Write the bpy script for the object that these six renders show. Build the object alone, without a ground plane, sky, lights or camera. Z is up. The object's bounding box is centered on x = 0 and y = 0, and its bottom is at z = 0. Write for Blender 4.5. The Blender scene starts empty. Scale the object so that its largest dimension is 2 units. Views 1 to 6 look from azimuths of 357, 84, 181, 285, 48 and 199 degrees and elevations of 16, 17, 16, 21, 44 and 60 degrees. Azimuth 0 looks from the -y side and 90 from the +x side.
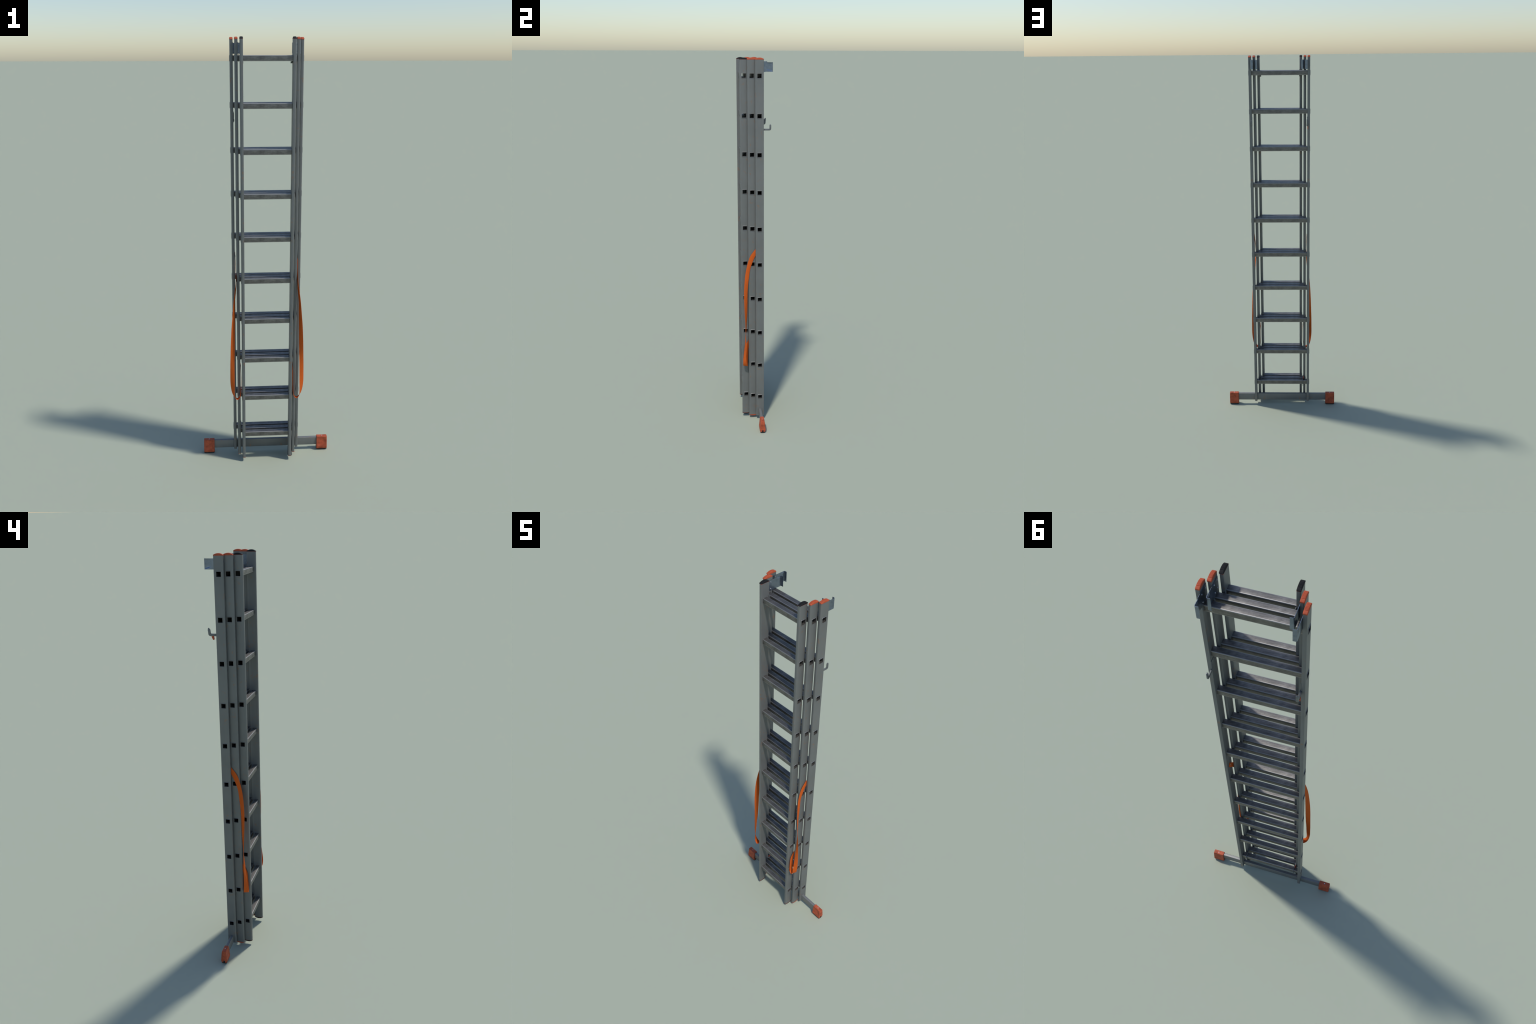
"""Three-section aluminium combination ladder, folded together and standing
upright on a stabiliser bar, with orange caps, feet and safety straps."""
import bpy, bmesh, math
from mathutils import Vector

# ------------------------------------------------------------------ sizes (m)
T = 0.0133                      # stile thickness (x)
Z_TOP = 1.9897                  # where the metal of a stile ends
RUNG_Z = [0.1424 + 0.19668 * i for i in range(10)]
RUNG = 0.0240                   # outside of the square rung tube
WALL = 0.0012
#            outer half width, y front, y back, bottom z, rung centre y
SECTIONS = {
    'front':  dict(xo=0.1190, y0=-0.0832, y1=-0.0395, zb=0.0216, zt=1.9905, ry=-0.0611),
    'middle': dict(xo=0.1401, y0=-0.0458, y1=-0.0021, zb=0.0203, zt=Z_TOP, ry=-0.0232),
    'rear':   dict(xo=0.1600, y0=-0.0075, y1=0.0362, zb=0.0232, zt=Z_TOP, ry=0.0140),
}

# ------------------------------------------------------------------ materials
def new_mat(name):
    m = bpy.data.materials.new(name)
    m.use_nodes = True
    nt = m.node_tree
    b = nt.nodes['Principled BSDF']
    return m, nt, b

def nd(nt, kind, **kw):
    n = nt.nodes.new(kind)
    for k, v in kw.items():
        setattr(n, k, v)
    return n

def coords(nt, scale=(1, 1, 1), mirror=False):
    tc = nd(nt, 'ShaderNodeTexCoord')
    out = tc.outputs['Object']
    if mirror:
        v = nd(nt, 'ShaderNodeVectorMath', operation='ABSOLUTE')
        nt.links.new(out, v.inputs[0])
        out = v.outputs[0]
        # keep y and z signed: only the sign of x is folded
        s1 = nd(nt, 'ShaderNodeSeparateXYZ'); nt.links.new(out, s1.inputs[0])
        s2 = nd(nt, 'ShaderNodeSeparateXYZ'); nt.links.new(tc.outputs['Object'], s2.inputs[0])
        c = nd(nt, 'ShaderNodeCombineXYZ')
        nt.links.new(s1.outputs[0], c.inputs[0])
        nt.links.new(s2.outputs[1], c.inputs[1])
        nt.links.new(s2.outputs[2], c.inputs[2])
        out = c.outputs[0]
    mp = nd(nt, 'ShaderNodeMapping')
    mp.inputs['Scale'].default_value = scale
    nt.links.new(out, mp.inputs['Vector'])
    return mp.outputs['Vector']

def noise(nt, vec, scale, detail=3, rough=0.55, dist=0.0):
    n = nd(nt, 'ShaderNodeTexNoise')
    n.inputs['Scale'].default_value = scale
    n.inputs['Detail'].default_value = detail
    n.inputs['Roughness'].default_value = rough
    n.inputs['Distortion'].default_value = dist
    nt.links.new(vec, n.inputs['Vector'])
    return n.outputs['Fac']

def ramp(nt, fac, stops):
    r = nd(nt, 'ShaderNodeValToRGB')
    e = r.color_ramp.elements
    while len(e) < len(stops):
        e.new(0.5)
    for el, (p, c) in zip(e, stops):
        el.position = p
        el.color = c if len(c) == 4 else (*c, 1)
    nt.links.new(fac, r.inputs['Fac'])
    return r.outputs['Color']

def mixc(nt, fac, a, b, blend='MIX'):
    m = nd(nt, 'ShaderNodeMix', data_type='RGBA', blend_type=blend)
    for sock, val in ((m.inputs[0], fac), (m.inputs[6], a), (m.inputs[7], b)):
        if hasattr(val, 'links'):
            nt.links.new(val, sock)
        elif isinstance(val, (int, float)):
            sock.default_value = val
        else:
            sock.default_value = (*val, 1)
    return m.outputs[2]

def bump(nt, bsdf, height, strength, dist):
    b = nd(nt, 'ShaderNodeBump')
    b.inputs['Strength'].default_value = strength
    b.inputs['Distance'].default_value = dist
    nt.links.new(height, b.inputs['Height'])
    nt.links.new(b.outputs['Normal'], bsdf.inputs['Normal'])

def grey(v):
    return (v, v, v)

def mat_stile():
    m, nt, b = new_mat('weathered_aluminium')
    v = coords(nt, mirror=True)
    vs = coords(nt, (1, 1, 0.06), mirror=True)
    tone = ramp(nt, noise(nt, v, 9, 4), [(0.3, STILE_A), (0.7, STILE_B)])
    streak = ramp(nt, noise(nt, vs, 160, 2), [(0.3, grey(0.975)), (0.7, grey(1.02))])
    base = mixc(nt, 1.0, tone, streak, 'MULTIPLY')
    # sparse soft rust-brown flecks
    f1 = noise(nt, v, 62, 2.5, 0.5, 0.9)
    f2 = noise(nt, v, 22, 2.0)
    sp = nd(nt, 'ShaderNodeMath', operation='MULTIPLY_ADD')
    nt.links.new(f2, sp.inputs[0]); sp.inputs[1].default_value = 0.45
    nt.links.new(f1, sp.inputs[2])
    fl = ramp(nt, sp.outputs[0], [(0.858, grey(0)), (0.98, grey(0.60))])
    col = mixc(nt, fl, base, (0.27, 0.160, 0.100))
    nt.links.new(col, b.inputs['Base Color'])
    b.inputs['Metallic'].default_value = STILE_METAL
    b.inputs['Roughness'].default_value = 0.52
    bump(nt, b, noise(nt, vs, 420, 2), 0.04, 0.0004)
    return m

def mat_rung():
    m, nt, b = new_mat('bare_aluminium')
    v = coords(nt)
    vs = coords(nt, (0.08, 1, 1))
    tone = ramp(nt, noise(nt, v, 42, 4, 0.6), [(0.30, RUNG_A), (0.72, RUNG_B)])
    streak = ramp(nt, noise(nt, vs, 620, 3), [(0.3, grey(0.74)), (0.7, grey(1.26))])
    body = mixc(nt, 1.0, tone, streak, 'MULTIPLY')
    # sun glint on tube corners painted paler, where |y| + |z| is large
    ab = nd(nt, 'ShaderNodeVectorMath', operation='ABSOLUTE')
    nt.links.new(v, ab.inputs[0])
    sp = nd(nt, 'ShaderNodeSeparateXYZ'); nt.links.new(ab.outputs[0], sp.inputs[0])
    dy = nd(nt, 'ShaderNodeMath', operation='ADD')
    nt.links.new(sp.outputs[1], dy.inputs[0]); nt.links.new(sp.outputs[2], dy.inputs[1])
    edge = nd(nt, 'ShaderNodeMapRange')
    edge.inputs['From Min'].default_value = RUNG - 0.0034
    edge.inputs['From Max'].default_value = RUNG - 0.0019
    edge.inputs['To Max'].default_value = 0.75
    nt.links.new(dy.outputs[0], edge.inputs['Value'])
    nt.links.new(mixc(nt, edge.outputs[0], body, (0.36, 0.355, 0.35)), b.inputs['Base Color'])
    b.inputs['Metallic'].default_value = RUNG_METAL
    b.inputs['Roughness'].default_value = 0.47
    bump(nt, b, noise(nt, vs, 700, 2), 0.10, 0.0004)
    return m

def mat_zinc():
    m, nt, b = new_mat('zinc_plated_steel')
    v = coords(nt)
    tone = ramp(nt, noise(nt, v, 60, 3), [(0.3, (0.170, 0.205, 0.255)), (0.7, (0.235, 0.275, 0.335))])  # blue tint of the reflected sky mixed into the base colour
    nt.links.new(tone, b.inputs['Base Color'])
    b.inputs['Metallic'].default_value = 0.9
    b.inputs['Roughness'].default_value = 0.30
    return m

def mat_plain(name, col, rough=0.5, metal=0.0, grime=0.0, scale=40):
    m, nt, b = new_mat(name)
    v = coords(nt)
    dark = tuple(c * (1 - grime) for c in col)
    tone = ramp(nt, noise(nt, v, scale, 4, 0.6), [(0.32, dark), (0.62, col)])
    nt.links.new(tone, b.inputs['Base Color'])
    b.inputs['Roughness'].default_value = rough
    b.inputs['Metallic'].default_value = metal
    if metal == 0:
        b.inputs['Specular IOR Level'].default_value = 0.30
    return m

def mat_strap():
    m, nt, b = new_mat('orange_webbing')
    v = coords(nt)
    w = nd(nt, 'ShaderNodeTexWave', wave_type='BANDS', bands_direction='Z')
    w.inputs['Scale'].default_value = 420
    w.inputs['Distortion'].default_value = 1.0
    nt.links.new(v, w.inputs['Vector'])
    c = mixc(nt, w.outputs['Fac'], (0.56, 0.100, 0.014), (0.64, 0.120, 0.018))
    nt.links.new(c, b.inputs['Base Color'])
    b.inputs['Roughness'].default_value = 0.85
    b.inputs['Specular IOR Level'].default_value = 0.15
    bump(nt, b, w.outputs['Fac'], 0.25, 0.0003)
    return m

STILE_A, STILE_B, STILE_METAL = (0.170, 0.175, 0.170), (0.193, 0.198, 0.192), 0.40
RUNG_A, RUNG_B, RUNG_METAL = (0.130, 0.124, 0.117), (0.215, 0.205, 0.193), 0.80
M_STILE = mat_stile()
M_COLLAR = mat_plain('bright_collar', (0.23, 0.23, 0.226), 0.38, 0.55, 0.1)
M_RUNG = mat_rung()
M_ZINC = mat_zinc()
M_ORANGE = mat_plain('orange_plastic', (0.465, 0.088, 0.035), 0.65, grime=0.16, scale=55)
M_FOOT = mat_plain('worn_orange_plastic', (0.48, 0.095, 0.040), 0.6, grime=0.42, scale=50)
M_RED = mat_plain('red_gasket', (0.40, 0.060, 0.022), 0.6)
M_BLACK = mat_plain('black_rubber', (0.009, 0.009, 0.010), 0.75)
M_STRAP = mat_strap()
M_BOLT = mat_plain('steel_bolt', (0.50, 0.52, 0.55), 0.35, 0.9)
M_HOOK = mat_plain('cast_steel', (0.175, 0.185, 0.188), 0.5, 0.5, 0.15)

# ------------------------------------------------------------------ helpers
ROOT = bpy.data.objects.new('extension_ladder', None)
bpy.context.scene.collection.objects.link(ROOT)
ROOT['label'] = 'grey aluminium three-section ladder with orange caps and stabiliser feet'
ROOT['category'] = 'ladder'

def link(name, mesh, parent=ROOT, loc=(0, 0, 0)):
    o = bpy.data.objects.new(name, mesh)
    bpy.context.scene.collection.objects.link(o)
    o.parent = parent
    o.location = loc
    return o

def finish(bm, name, mat, smooth_angle=35):
    bmesh.ops.recalc_face_normals(bm, faces=bm.faces)
    for f in bm.faces:
        f.smooth = True
    lim = math.radians(smooth_angle)
    for e in bm.edges:
        e.smooth = len(e.link_faces) == 2 and e.calc_face_angle(0) < lim
    me = bpy.data.meshes.new(name)
    bm.to_mesh(me)
    bm.free()
    me.materials.append(mat)
    return me

def box(bm, x0, x1, y0, y1, z0, z1, bevel=0.0, seg=2):
    r = bmesh.ops.create_cube(bm, size=1)
    vs = r['verts']
    for v in vs:
        v.co = Vector(((x0 + x1) / 2 + v.co.x * (x1 - x0),
                       (y0 + y1) / 2 + v.co.y * (y1 - y0),
                       (z0 + z1) / 2 + v.co.z * (z1 - z0)))
    if bevel:
        es = {e for v in vs for e in v.link_edges}
        bmesh.ops.bevel(bm, geom=list(es), offset=bevel, segments=seg, affect='EDGES', profile=0.5)

def disc(bm, c, axis, r, h, dome=0.35, seg=14):
    """Low rivet or bolt head: short drum with a domed top, axis = +-x or +z."""
    c = Vector(c); a = Vector(axis).normalized()
    u = a.orthogonal().normalized(); w = a.cross(u)
    rings = [(r, 0), (r, h * 0.45), (r * 0.72, h * 0.85), (r * 0.3, h)]
    loops = []
    for rr, hh in rings:
        loops.append([bm.verts.new(c + a * hh + rr * (math.cos(t) * u + math.sin(t) * w))
                      for t in (2 * math.pi * i / seg for i in range(seg))])
    for A, B in zip(loops, loops[1:]):
        for i in range(seg):
            bm.faces.new((A[i], A[(i + 1) % seg], B[(i + 1) % seg], B[i]))
    bm.faces.new(loops[-1]); bm.faces.new(loops[0][::-1])

def extrude_outline(bm, pts, x0, x1):
    """Prism along x from a closed outline of (y, z) points."""
    A = [bm.verts.new((x0, y, z)) for y, z in pts]
    B = [bm.verts.new((x1, y, z)) for y, z in pts]
    n = len(pts)
    for i in range(n):
        bm.faces.new((A[i], A[(i + 1) % n], B[(i + 1) % n], B[i]))
    bm.faces.new(A[::-1]); bm.faces.new(B)

def stroke_outline(path, width, taper_end=1.0, radius=0.0):
    """Outline of a bar of constant width bent along a (y, z) path, corners rounded."""
    pts = [Vector(p) for p in path]
    if radius:
        out = [pts[0]]
        for a, b, c in zip(pts, pts[1:], pts[2:]):
            d0 = (a - b).normalized(); d1 = (c - b).normalized()
            p, q = b + d0 * radius, b + d1 * radius
            for i in range(6):
                t = i / 5
                out.append((1 - t) ** 2 * p + 2 * t * (1 - t) * b + t * t * q)
        out.append(pts[-1]); pts = out
    L, R = [], []
    n = len(pts)
    for i, p in enumerate(pts):
        d = (pts[min(i + 1, n - 1)] - pts[max(i - 1, 0)]).normalized()
        nrm = Vector((-d.y, d.x))
        w = width / 2 * (taper_end if i == n - 1 else 1)
        L.append(p + nrm * w); R.append(p - nrm * w)
    d = (pts[-1] - pts[-2]).normalized()
    w = width / 2 * taper_end
    nrm = Vector((-d.y, d.x))
    cap = [pts[-1] + d * w * math.sin(t) + nrm * w * math.cos(t)
           for t in (math.pi * k / 8 for k in range(1, 8))]
    return [tuple(p) for p in L + cap + R[::-1]]

# ------------------------------------------------------------------ stiles
def arc(cy, cx, r, a0, a1, n=5):
    return [(cx + r * math.cos(a0 + (a1 - a0) * i / n), cy + r * math.sin(a0 + (a1 - a0) * i / n))
            for i in range(n + 1)]

def stile_profile(s, grow=0.0, rear=False):
    """Closed outline (x, y) for the stile on the +x side, counter-clockwise."""
    xo, xi = s['xo'] + grow, s['xo'] - T - grow
    y0, y1 = s['y0'] - grow, s['y1'] + grow
    rof, ri = 0.0045, 0.0012
    rbx, rby = (0.0010, 0.0010) if rear else (0.0034, 0.0085)
    h = math.pi / 2
    pts = arc(y0 + rof, xo - rof, rof, -h, 0)
    pts += [(xo - rbx + rbx * math.cos(h * i / 8), y1 - rby + rby * math.sin(h * i / 8)) for i in range(9)]
    pts += arc(y1 - ri, xi + ri, ri, h, 2 * h, 3)
    pts += arc(y0 + ri, xi + ri, ri, 2 * h, 3 * h, 3)
    return pts

def make_stile(s, side, rear):
    """Extrusion with a square opening in both wide faces wherever a rung passes."""
    prof = stile_profile(s, rear=rear)
    ya, yb = s['ry'] - RUNG / 2 + 0.0002, s['ry'] + RUNG / 2 - 0.0002
    # insert the opening corners on the two flat faces
    xo, xi = s['xo'], s['xo'] - T
    loop = []
    n = len(prof)
    for i in range(n):
        p, q = prof[i], prof[(i + 1) % n]
        loop.append((p[0], p[1], False))
        if abs(p[0] - q[0]) < 1e-6 and abs(p[1] - q[1]) > 0.012:
            lo = (ya, yb) if q[1] > p[1] else (yb, ya)
            loop.append((p[0], lo[0], True)); loop.append((p[0], lo[1], False))
    zs = [s['zb']]
    for z in RUNG_Z:
        zs += [z - RUNG / 2 + 0.0002, z + RUNG / 2 - 0.0002]
    zs.append(s['zt'])
    bm = bmesh.new()
    rows = [[bm.verts.new((side * x, y, z)) for x, y, _ in loop] for z in zs]
    m = len(loop)
    for k in range(len(zs) - 1):
        hole = k % 2 == 1
        for i in range(m):
            if hole and loop[i][2]:
                continue
            j = (i + 1) % m
            bm.faces.new((rows[k][i], rows[k][j], rows[k + 1][j], rows[k + 1][i]))
    bm.faces.new(rows[0][::-1]); bm.faces.new(rows[-1])
    return finish(bm, 'stile', M_STILE, 30)

# ------------------------------------------------------------------ end caps
def make_cap(s, side, up, height, mat, ribs=9, rear=False, skirt=0.0034):
    """Domed ribbed plug: arched along y, rounded across x, with grooves across."""
    grow = 0.0004
    xa, xb = s['xo'] - T - grow, s['xo'] + grow
    y0, y1 = s['y0'] - grow, s['y1'] + grow
    base = s['zt'] if up > 0 else s['zb']
    bm = bmesh.new()
    NY, NX = 126, 10
    cx, hx = (xa + xb) / 2, (xb - xa) / 2
    rows = []
    for j in range(NY + 1):
        t = j / NY
        # crowd samples at both ends where the cap turns down
        y = y0 + (y1 - y0) * t
        e = abs(2 * t - 1)
        arch = (skirt + (height - skirt) * (1 - e ** 2.2)) * (1 if e < 0.94 else 1 - 0.15 * ((e - 0.94) / 0.06) ** 2)
        g = 0.0
        if 0.07 < t < 0.81:
            ph = (t - 0.07) / 0.74 * ribs
            g = 0.0013 * max(0.0, 1 - abs((ph % 1) - 0.5) / 0.28)
        row = []
        for i in range(NX + 1):
            a = -1 + 2 * i / NX
            a = math.sin(a * math.pi / 2)
            edge = 1 - 0.30 * max(0.0, (abs(a) - 0.72) / 0.28) ** 2
            inset = 1.0
            if e > 0.9:                              # plan corners rounded
                inset = 1 - 0.16 * ((e - 0.9) / 0.1) ** 2
            z = (arch - g * (1 - max(0, abs(a) - 0.8) * 4)) * edge
            row.append(bm.verts.new((side * (cx + hx * a * inset), y, base + up * z)))
        rows.append(row)
    for A, B in zip(rows, rows[1:]):
        for i in range(NX):
            bm.faces.new((A[i], A[i + 1], B[i + 1], B[i]))
    rim = [r for r in rows[0]] + [r[-1] for r in rows[1:]] + rows[-1][-2::-1] + [r[0] for r in rows[-2:0:-1]]
    low = [bm.verts.new((v.co.x, v.co.y, base + up * 0.0002)) for v in rim]
    n = len(rim)
    for i in range(n):
        bm.faces.new((rim[i], rim[(i + 1) % n], low[(i + 1) % n], low[i]))
    bm.faces.new(low)
    return finish(bm, 'end_cap', mat, 40)

def make_gasket(s, side, up):
    prof = stile_profile(s, grow=0.0003)
    base = s['zt'] if up > 0 else s['zb']
    bm = bmesh.new()
    rings = [[bm.verts.new((side * x, y, base + up * z)) for x, y in prof] for z in (-0.0004, 0.0016)]
    n = len(prof)
    for i in range(n):
        bm.faces.new((rings[0][i], rings[0][(i + 1) % n], rings[1][(i + 1) % n], rings[1][i]))
    bm.faces.new(rings[0]); bm.faces.new(rings[1])
    return finish(bm, 'cap_gasket', M_RED, 40)

# ------------------------------------------------------------------ rungs
def rounded_square(h, r, n=5):
    pts = []
    for k, (sy, sz) in enumerate(((1, 1), (-1, 1), (-1, -1), (1, -1))):
        for i in range(n + 1):
            a = math.pi / 2 * (k + i / n)
            pts.append((sy * (h - r) + r * math.cos(a), sz * (h - r) + r * math.sin(a)))
    return pts

def make_rung(xo):
    """Square tube, open at both ends, with a flared collar outside each stile."""
    h = RUNG / 2
    hi = h - WALL
    stations = [                         # (x, half size, corner radius), outside skin then inside
        (-(xo - T + 0.0004), h, 0.0021), ((xo - T + 0.0004), h, 0.0021),
        (xo + 0.00005, h - 0.0003, 0.0012), (xo + 0.00015, h + 0.0012, 0.0024),
        (xo + 0.0011, h + 0.0007, 0.0020), (xo + 0.0017, h + 0.0000, 0.0014),
        (xo + 0.0014, hi, 0.0010), (xo - 0.004, hi, 0.0010),
        (-(xo - 0.004), hi, 0.0010), (-(xo + 0.0014), hi, 0.0010),
        (-(xo + 0.0017), h + 0.0000, 0.0014), (-(xo + 0.0011), h + 0.0007, 0.0020),
        (-(xo + 0.00015), h + 0.0012, 0.0024), (-(xo + 0.00005), h - 0.0003, 0.0012),
    ]
    bm = bmesh.new()
    loops = [[bm.verts.new((x, y, z)) for y, z in rounded_square(hh, r)] for x, hh, r in stations]
    n = len(loops[0])
    for k in range(len(loops)):
        A, B = loops[k], loops[(k + 1) % len(loops)]
        for i in range(n):
            bm.faces.new((A[i], A[(i + 1) % n], B[(i + 1) % n], B[i]))
    for f in bm.faces:
        c = f.calc_center_median()
        f.material_index = 1 if abs(c.x) > xo - 0.0001 else 0
    me = finish(bm, 'rung', M_RUNG, 40)
    me.materials.append(M_COLLAR)
    return me

# ------------------------------------------------------------------ guide brackets
def make_bracket(xin, y0, y1, side, lug):
    """Pressed plate on the inside of a stile, reaching back and bent inwards at
    its end; the reach has a shallow raised panel."""
    th = 0.0014
    x_plate = xin - 0.0003
    step = y1 - 0.0290
    reach_top, reach_bot = 1.9777, 1.9315
    bend_r, flange = 0.0044, 0.0130
    # path in plan: straight plate, bend, flange ; s = arc position
    def plan(s_):
        L = (y1 - bend_r) - y0
        if s_ < L:
            return x_plate, y0 + s_, (1, 0)
        a = (s_ - L) / bend_r
        if a < math.pi / 2:
            return x_plate - bend_r * (1 - math.cos(a)), y1 - bend_r + bend_r * math.sin(a), (math.cos(a), math.sin(a))
        return x_plate - bend_r - (a - math.pi / 2) * bend_r, y1, (0, 1)
    L = (y1 - bend_r) - y0
    total = L + bend_r * math.pi / 2 + flange - bend_r
    ss = [L * i / 34 for i in range(34)] + [L + bend_r * math.pi / 2 * i / 8 for i in range(8)] \
        + [L + bend_r * math.pi / 2 + (flange - bend_r) * i / 4 for i in range(5)]
    ls = step - y0
    ss = sorted(set(ss + [ls - 0.0006, ls + 0.0006]))
    NZ = 22
    bm = bmesh.new()
    front, back = [], []
    for s_ in ss:
        x, y, (nx, ny) = plan(s_)
        top = 1.9812 if lug and s_ < ls else reach_top
        bot = 1.9302 if lug and s_ < ls - 0.008 else reach_bot
        rf, rb = [], []
        for k in range(NZ + 1):
            z = bot + (top - bot) * k / NZ
            # raised panel growing towards the bent end
            u = max(0.0, min(1.0, (s_ - ls + 0.004) / 0.012)) * max(0.0, min(1.0, (L + 0.002 - s_) / 0.004))
            # lower edge of the panel slopes down towards the end
            foot = 0.0125 - 0.008 * max(0.0, min(1.0, (s_ - ls) / (L - ls)))
            zc = min((z - bot - foot + 0.004) / 0.005, (top - z) / 0.007, 1.0)
            zc = max(0.0, zc)
            d = 0.0022 * u * zc * zc * (3 - 2 * zc)
            rf.append(bm.verts.new((side * (x - d * nx + 0), y, z)))
            rb.append(bm.verts.new((side * (x - d * nx - th * nx), y - th * ny, z)))
        front.append(rf); back.append(rb)
    for G in (front, back):
        for A, B in zip(G, G[1:]):
            for k in range(NZ):
                bm.faces.new((A[k], A[k + 1], B[k + 1], B[k]))
    n = len(ss)
    for i in range(n - 1):
        for k in (0, NZ):
            bm.faces.new((front[i][k], front[i + 1][k], back[i + 1][k], back[i][k]))
    for i in (0, n - 1):
        for k in range(NZ):
            bm.faces.new((front[i][k], front[i][k + 1], back[i][k + 1], back[i][k]))
    return finish(bm, 'guide_bracket', M_ZINC, 40)

def make_rivets(xin, ys, side):
    bm = bmesh.new()
    for y in ys:
        for z in (1.9400, 1.9690):
            disc(bm, (side * (xin - 0.0016), y, z), (-side, 0, 0), 0.0023, 0.0018)
    return finish(bm, 'rivet', M_BOLT, 50)

# ------------------------------------------------------------------ straps
STRAP = [   # edge that starts in front | edge that starts behind   (+x side)
    ((.1452, .0160, 1.0470), (.1452, .0250, 1.0280)),
    ((.1448, -.0070, 1.0150), (.1448, .0035, .9965)),
    ((.1440, -.0229, .9944), (.1438, -.0095, .9740)),
    ((.1434, -.0372, .9720), (.1428, -.0215, .9470)),
    ((.1436, -.0478, .9420), (.1424, -.0320, .9180)),
    ((.1460, -.0570, .9050), (.1428, -.0385, .8930)),
    ((.1507, -.0638, .8700), (.1455, -.0430, .8620)),
    ((.1568, -.0693, .8194), (.1492, -.0487, .8186)),
    ((.1613, -.0718, .7680), (.1500, -.0523, .7670)),
    ((.1668, -.0712, .7050), (.1515, -.0537, .7050)),
    ((.1702, -.0693, .6466), (.1525, -.0551, .6466)),
    ((.1722, -.0670, .6000), (.1531, -.0578, .6000)),
    ((.1736, -.0655, .5550), (.1540, -.0608, .5550)),
    ((.1749, -.0645, .5130), (.1550, -.0655, .5130)),
    ((.1756, -.0640, .4600), (.1557, -.0700, .4600)),
    ((.1754, -.0642, .4190), (.1559, -.0745, .4190)),
    ((.1715, -.0625, .3800), (.1565, -.0785, .3800)),
    ((.1640, -.0585, .3520), (.1555, -.0795, .3560)),
    ((.1525, -.0548, .3350), (.1495, -.0788, .3390)),
    ((.1410, -.0525, .3305), (.1410, -.0778, .3335)),
    ((.1305, -.0520, .3420), (.1305, -.0765, .3440)),
    ((.1262, -.0510, .3640), (.1262, -.0740, .3620)),
    ((.1245, -.0490, .4000), (.1245, -.0715, .3950)),
    ((.1240, -.0475, .4300), (.1240, -.0680, .4370)),
    ((.1240, -.0370, .4550), (.1243, -.0520, .4720)),
    ((.1252, -.0180, .4850), (.1252, -.0300, .5030)),
]

def catmull(P, t):
    i = min(int(t), len(P) - 2)
    f = t - i
    p0, p1, p2, p3 = P[max(i - 1, 0)], P[i], P[i + 1], P[min(i + 2, len(P) - 1)]
    return 0.5 * ((2 * p1) + (p2 - p0) * f + (2 * p0 - 5 * p1 + 4 * p2 - p3) * f * f
                  + (3 * p1 - p0 - 3 * p2 + p3) * f ** 3)

def make_strap(side):
    A = [Vector((side * a[0], a[1], a[2])) for a, _ in STRAP]
    B = [Vector((side * b[0], b[1], b[2])) for _, b in STRAP]
    N, th = (len(STRAP) - 1) * 6, 0.0007
    bm = bmesh.new()
    loops = []
    for k in range(N + 1):
        t = k / 6
        a, b = catmull(A, t), catmull(B, t)
        e = 0.05
        t0, t1 = max(t - e, 0), min(t + e, len(A) - 1)
        tang = (catmull(A, t1) + catmull(B, t1)) - (catmull(A, t0) + catmull(B, t0))
        nrm = tang.cross(b - a).normalized() * th
        w = (b - a)
        loops.append([bm.verts.new(p) for p in
                      (a + nrm * .5, a + w * .06 + nrm, a + w * .5 + nrm, b - w * .06 + nrm, b + nrm * .5,
                       b - nrm * .5, b - w * .06 - nrm, a + w * .5 - nrm, a + w * .06 - nrm, a - nrm * .5)])
    n = 10
    for P, Q in zip(loops, loops[1:]):
        for i in range(n):
            bm.faces.new((P[i], P[(i + 1) % n], Q[(i + 1) % n], Q[i]))
    bm.faces.new(loops[0]); bm.faces.new(loops[-1][::-1])
    return finish(bm, 'safety_strap', M_STRAP, 50)

# ------------------------------------------------------------------ build ladder
stile = {}
for key, s in SECTIONS.items():
    for side in (1, -1):
        st = link('stile', make_stile(s, side, key == 'rear'))
        stile[key, side] = st
        capm = M_BLACK if key == 'front' else M_ORANGE
        if key == 'front':
            link('cap_gasket', make_gasket(s, side, 1), st)
            link('cap_gasket', make_gasket(s, side, -1), st)
        hgt = (2.0 - s['zt'])
        link('end_cap', make_cap(s, side, 1, hgt, capm, skirt=0.0018 if key == 'front' else 0.0036), st)
        if key != 'rear':
            link('end_cap', make_cap(s, side, -1, 0.0085, capm, skirt=0.0018), st)
    rung_mesh = make_rung(s['xo'])
    for z in RUNG_Z:
        link('rung', rung_mesh, loc=(0, s['ry'], z))

for side in (1, -1):
    xm = SECTIONS['middle']['xo'] - T
    xr = SECTIONS['rear']['xo'] - T
    br = link('guide_bracket', make_bracket(xm, -0.0430, 0.0454, side, False), stile['middle', side])
    link('rivet', make_rivets(xm, (-0.036, -0.014), side), stile['middle', side])
    br = link('guide_bracket', make_bracket(xr, -0.0060, 0.0832, side, side > 0), stile['rear', side])
    link('rivet', make_rivets(xr, (0.003, 0.029), side), stile['rear', side])
    link('safety_strap', make_strap(side))
    bm = bmesh.new()
    disc(bm, (side * 0.1443, 0.0120, 1.0280), (-side, 0, 0), 0.0028, 0.0016)
    disc(bm, (side * 0.1243, -0.0260, 0.4870), (-side, 0, 0), 0.0028, 0.0016)
    link('strap_rivet', finish(bm, 'strap_rivet', M_BOLT, 50), stile['rear', side])

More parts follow.
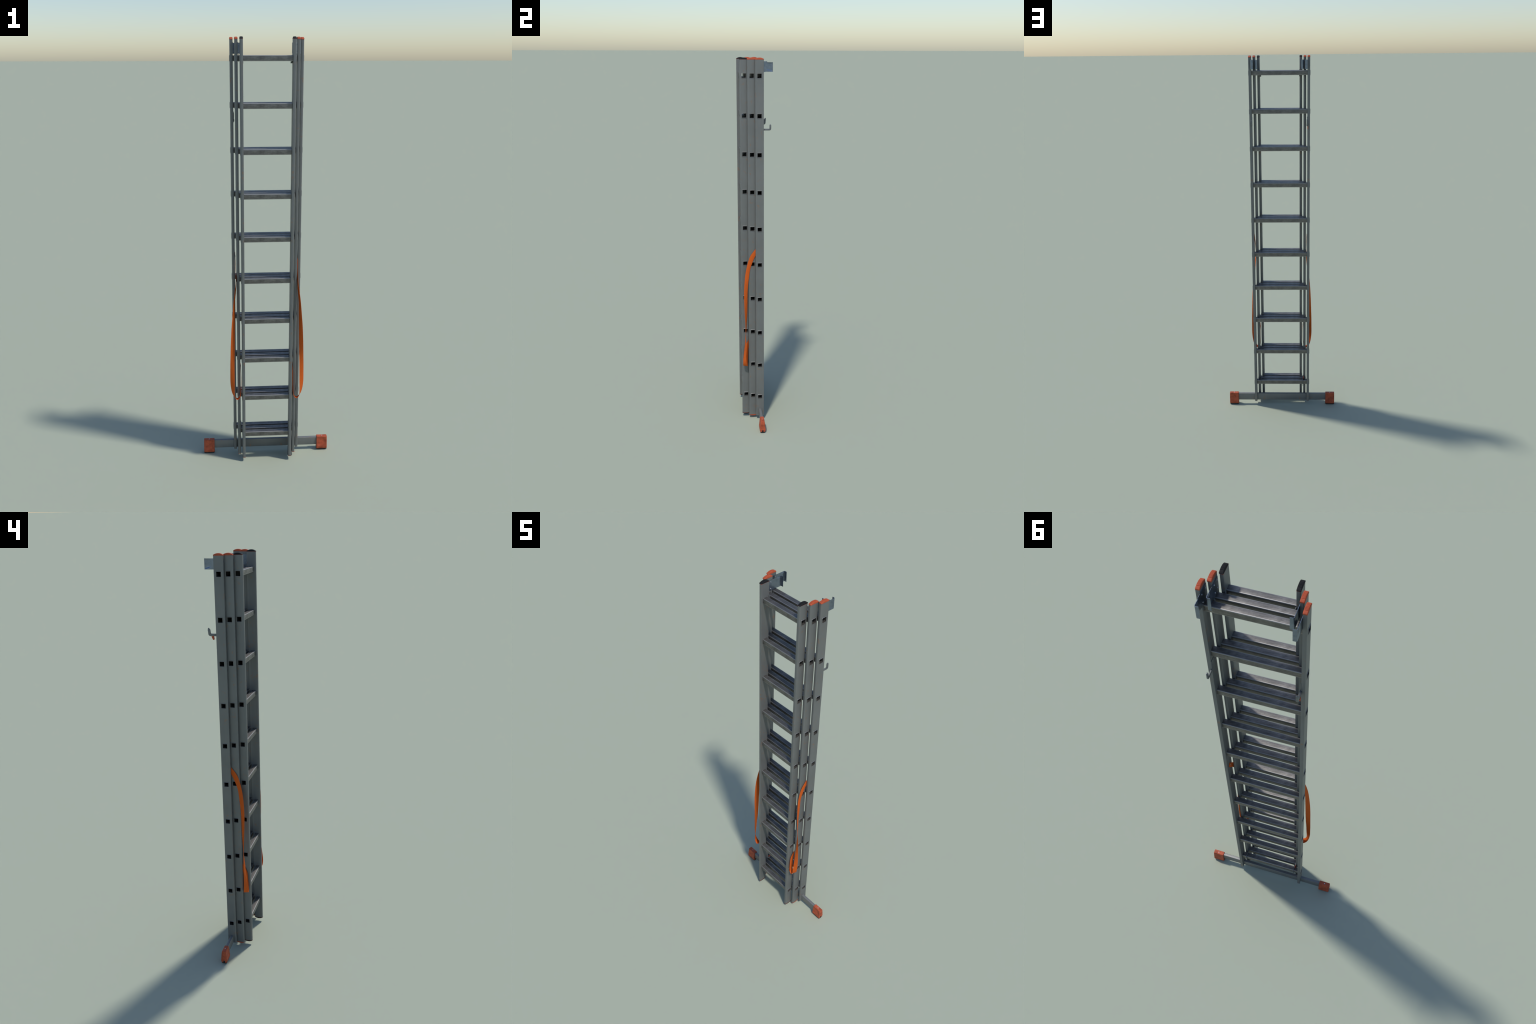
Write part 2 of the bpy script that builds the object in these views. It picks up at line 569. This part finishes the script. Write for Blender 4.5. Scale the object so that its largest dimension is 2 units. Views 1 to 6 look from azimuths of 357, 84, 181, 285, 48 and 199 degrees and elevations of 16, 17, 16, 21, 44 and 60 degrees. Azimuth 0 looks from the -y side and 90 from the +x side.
# ------------------------------------------------------------------ hooks and latches
def make_hook(x0, x1, y_bar, z_bar, z_tip, taper, lean=0.0, width=0.0088):
    bm = bmesh.new()
    out = stroke_outline([(0.0300, z_bar), (y_bar, z_bar), (y_bar + lean * 0.3, z_tip - 0.011),
                          (y_bar + lean, z_tip)], width, taper, 0.0050)
    extrude_outline(bm, out, x0, x1)
    bmesh.ops.recalc_face_normals(bm, faces=bm.faces)
    es = [e for e in bm.edges if len(e.link_faces) == 2 and e.calc_face_angle(0) > 1.2
          and abs(e.verts[0].co.x - e.verts[1].co.x) < 1e-6]
    bmesh.ops.bevel(bm, geom=es, offset=0.0007, segments=2, affect='EDGES', profile=0.5)
    return finish(bm, 'rung_hook', M_HOOK, 40)

link('rung_hook', make_hook(0.1455, 0.1500, 0.0705, 1.6476, 1.6690, 1.0), stile['rear', 1])
link('rung_hook', make_hook(-0.1492, -0.1418, 0.0712, 1.6480, 1.6765, 0.40, 0.0045, 0.0108), stile['rear', -1])
for side in (1, -1):
    bm = bmesh.new()
    box(bm, *sorted((side * 0.1452, side * 0.1470)), 0.0100, 0.0366, 1.6400, 1.6880, 0.0006)
    for z in (1.6830, 1.6600):
        disc(bm, (side * 0.1453, 0.0220, z), (-side, 0, 0), 0.0028, 0.0010)
    link('hook_plate', finish(bm, 'hook_plate', M_HOOK, 40), stile['rear', side])
bm = bmesh.new()
extrude_outline(bm, stroke_outline([(0.0560, 1.6430), (0.0520, 1.6300)], 0.0125, 0.66), -0.1502, -0.1468)
link('hook_lever', finish(bm, 'hook_lever', M_ORANGE, 40), stile['rear', -1])

for side in (1, -1):
    # latch of the middle section lying over the lowest rung of the rear section
    bm = bmesh.new()
    out = stroke_outline([(-0.0140, 0.1600), (0.0230, 0.1600), (0.0300, 0.1560), (0.0300, 0.1230)], 0.0062, 0.6, 0.003)
    extrude_outline(bm, out, *sorted((side * 0.1226, side * 0.1250)))
    box(bm, *sorted((side * 0.1226, side * 0.1268)), -0.0220, -0.0080, 0.1555, 0.1655, 0.0008)
    link('rung_latch', finish(bm, 'rung_latch', M_HOOK, 40), stile['middle', side])
    # upper claws that bear on the rungs behind
    bm = bmesh.new()
    xc = 0.0980 if side > 0 else 0.1034
    box(bm, *sorted((side * 0.1034, side * 0.1058)), -0.0410, -0.0360, 1.8930, 1.9270, 0.0008)
    box(bm, *sorted((side * xc, side * 0.1054)), -0.0480, -0.0440, 1.8915, 1.8995, 0.0006)
    link('rung_claw', finish(bm, 'rung_claw', M_HOOK, 40), stile['front', side])
    bm = bmesh.new()
    box(bm, *sorted((side * 0.1208, side * 0.1236)), -0.0010, 0.0022, 1.8985, 1.9300, 0.0006)
    link('rung_claw', finish(bm, 'rung_claw', M_HOOK, 40), stile['middle', side])
for (x0, x1, y0, y1, z0, z1), key in (((-0.1090, -0.1054, -0.0462, -0.0432, 1.8728, 1.8868), 'front'),
                                     ((-0.1290, -0.1252, 0.0020, 0.0130, 0.1570, 0.1700), 'middle')):
    bm = bmesh.new()
    box(bm, x0, x1, y0, y1, z0, z1, 0.0010)
    link('latch_lever', finish(bm, 'latch_lever', M_ORANGE, 40), stile[key, -1])

# ------------------------------------------------------------------ stabiliser
YC = 0.0144
bm = bmesh.new()
box(bm, -0.300, 0.300, YC - 0.0070, YC + 0.0070, 0.0243, 0.0665, 0.0016, 3)
bar = link('stabiliser_bar', finish(bm, 'stabiliser_bar', M_STILE, 35))

def make_foot(side):
    """Hollow-looking plastic shoe: six-sided section, sunk side panels."""
    sec = [(0.0130, 0.0046), (0.0164, 0.0120), (0.0166, 0.0190), (0.0158, 0.0240),
           (0.0118, 0.0600), (0.0112, 0.0640), (0.0102, 0.0692), (0.0088, 0.0706)]
    sunk = [0, 0, 0.0000, 0.0013, 0.0013, 0.0, 0, 0]
    st = [(0.2585, 0, 0.0), (0.2588, 0, 0.0003), (0.2625, 0, 0.0), (0.2640, 1, 0.0), (0.3040, 1, 0.0),
          (0.3058, 0.2, 0.0), (0.3092, 0, 0.0002), (0.3104, 0, 0.0009), (0.3108, 0, 0.0020)]
    bm = bmesh.new()
    loops = []
    for x, k, shrink in st:
        half = []
        for (w, z), d in zip(sec, sunk):
            zz = z - shrink if z > 0.05 else z
            half.append((w - d * k - shrink, zz))
        ring = [(-w, z) for w, z in half] + [(w, z) for w, z in half[::-1]]
        loops.append([bm.verts.new((side * x, YC + w, z)) for w, z in ring])
    n = len(loops[0])
    for A, B in zip(loops, loops[1:]):
        for i in range(n):
            bm.faces.new((A[i], A[(i + 1) % n], B[(i + 1) % n], B[i]))
    bm.faces.new(loops[0][::-1]); bm.faces.new(loops[-1])
    return finish(bm, 'foot', M_FOOT, 28)

for side in (1, -1):
    foot = link('foot', make_foot(side), bar)
    bm = bmesh.new()
    box(bm, *sorted((side * 0.2590, side * 0.3104)), YC - 0.0126, YC + 0.0126, 0.0, 0.0052, 0.0012)
    box(bm, *sorted((side * 0.3050, side * 0.3112)), YC - 0.0042, YC + 0.0042, 0.0006, 0.0148, 0.0004)
    box(bm, *sorted((side * 0.2575, side * 0.2650)), YC - 0.0050, YC + 0.0050, 0.0006, 0.0130, 0.0004)
    link('foot_pad', finish(bm, 'foot_pad', M_BLACK, 40), foot)
    bm = bmesh.new()
    disc(bm, (side * 0.2845, YC, 0.0704), (0, 0, 1), 0.0026, 0.0014)
    link('foot_bolt', finish(bm, 'foot_bolt', M_BOLT, 50), foot)
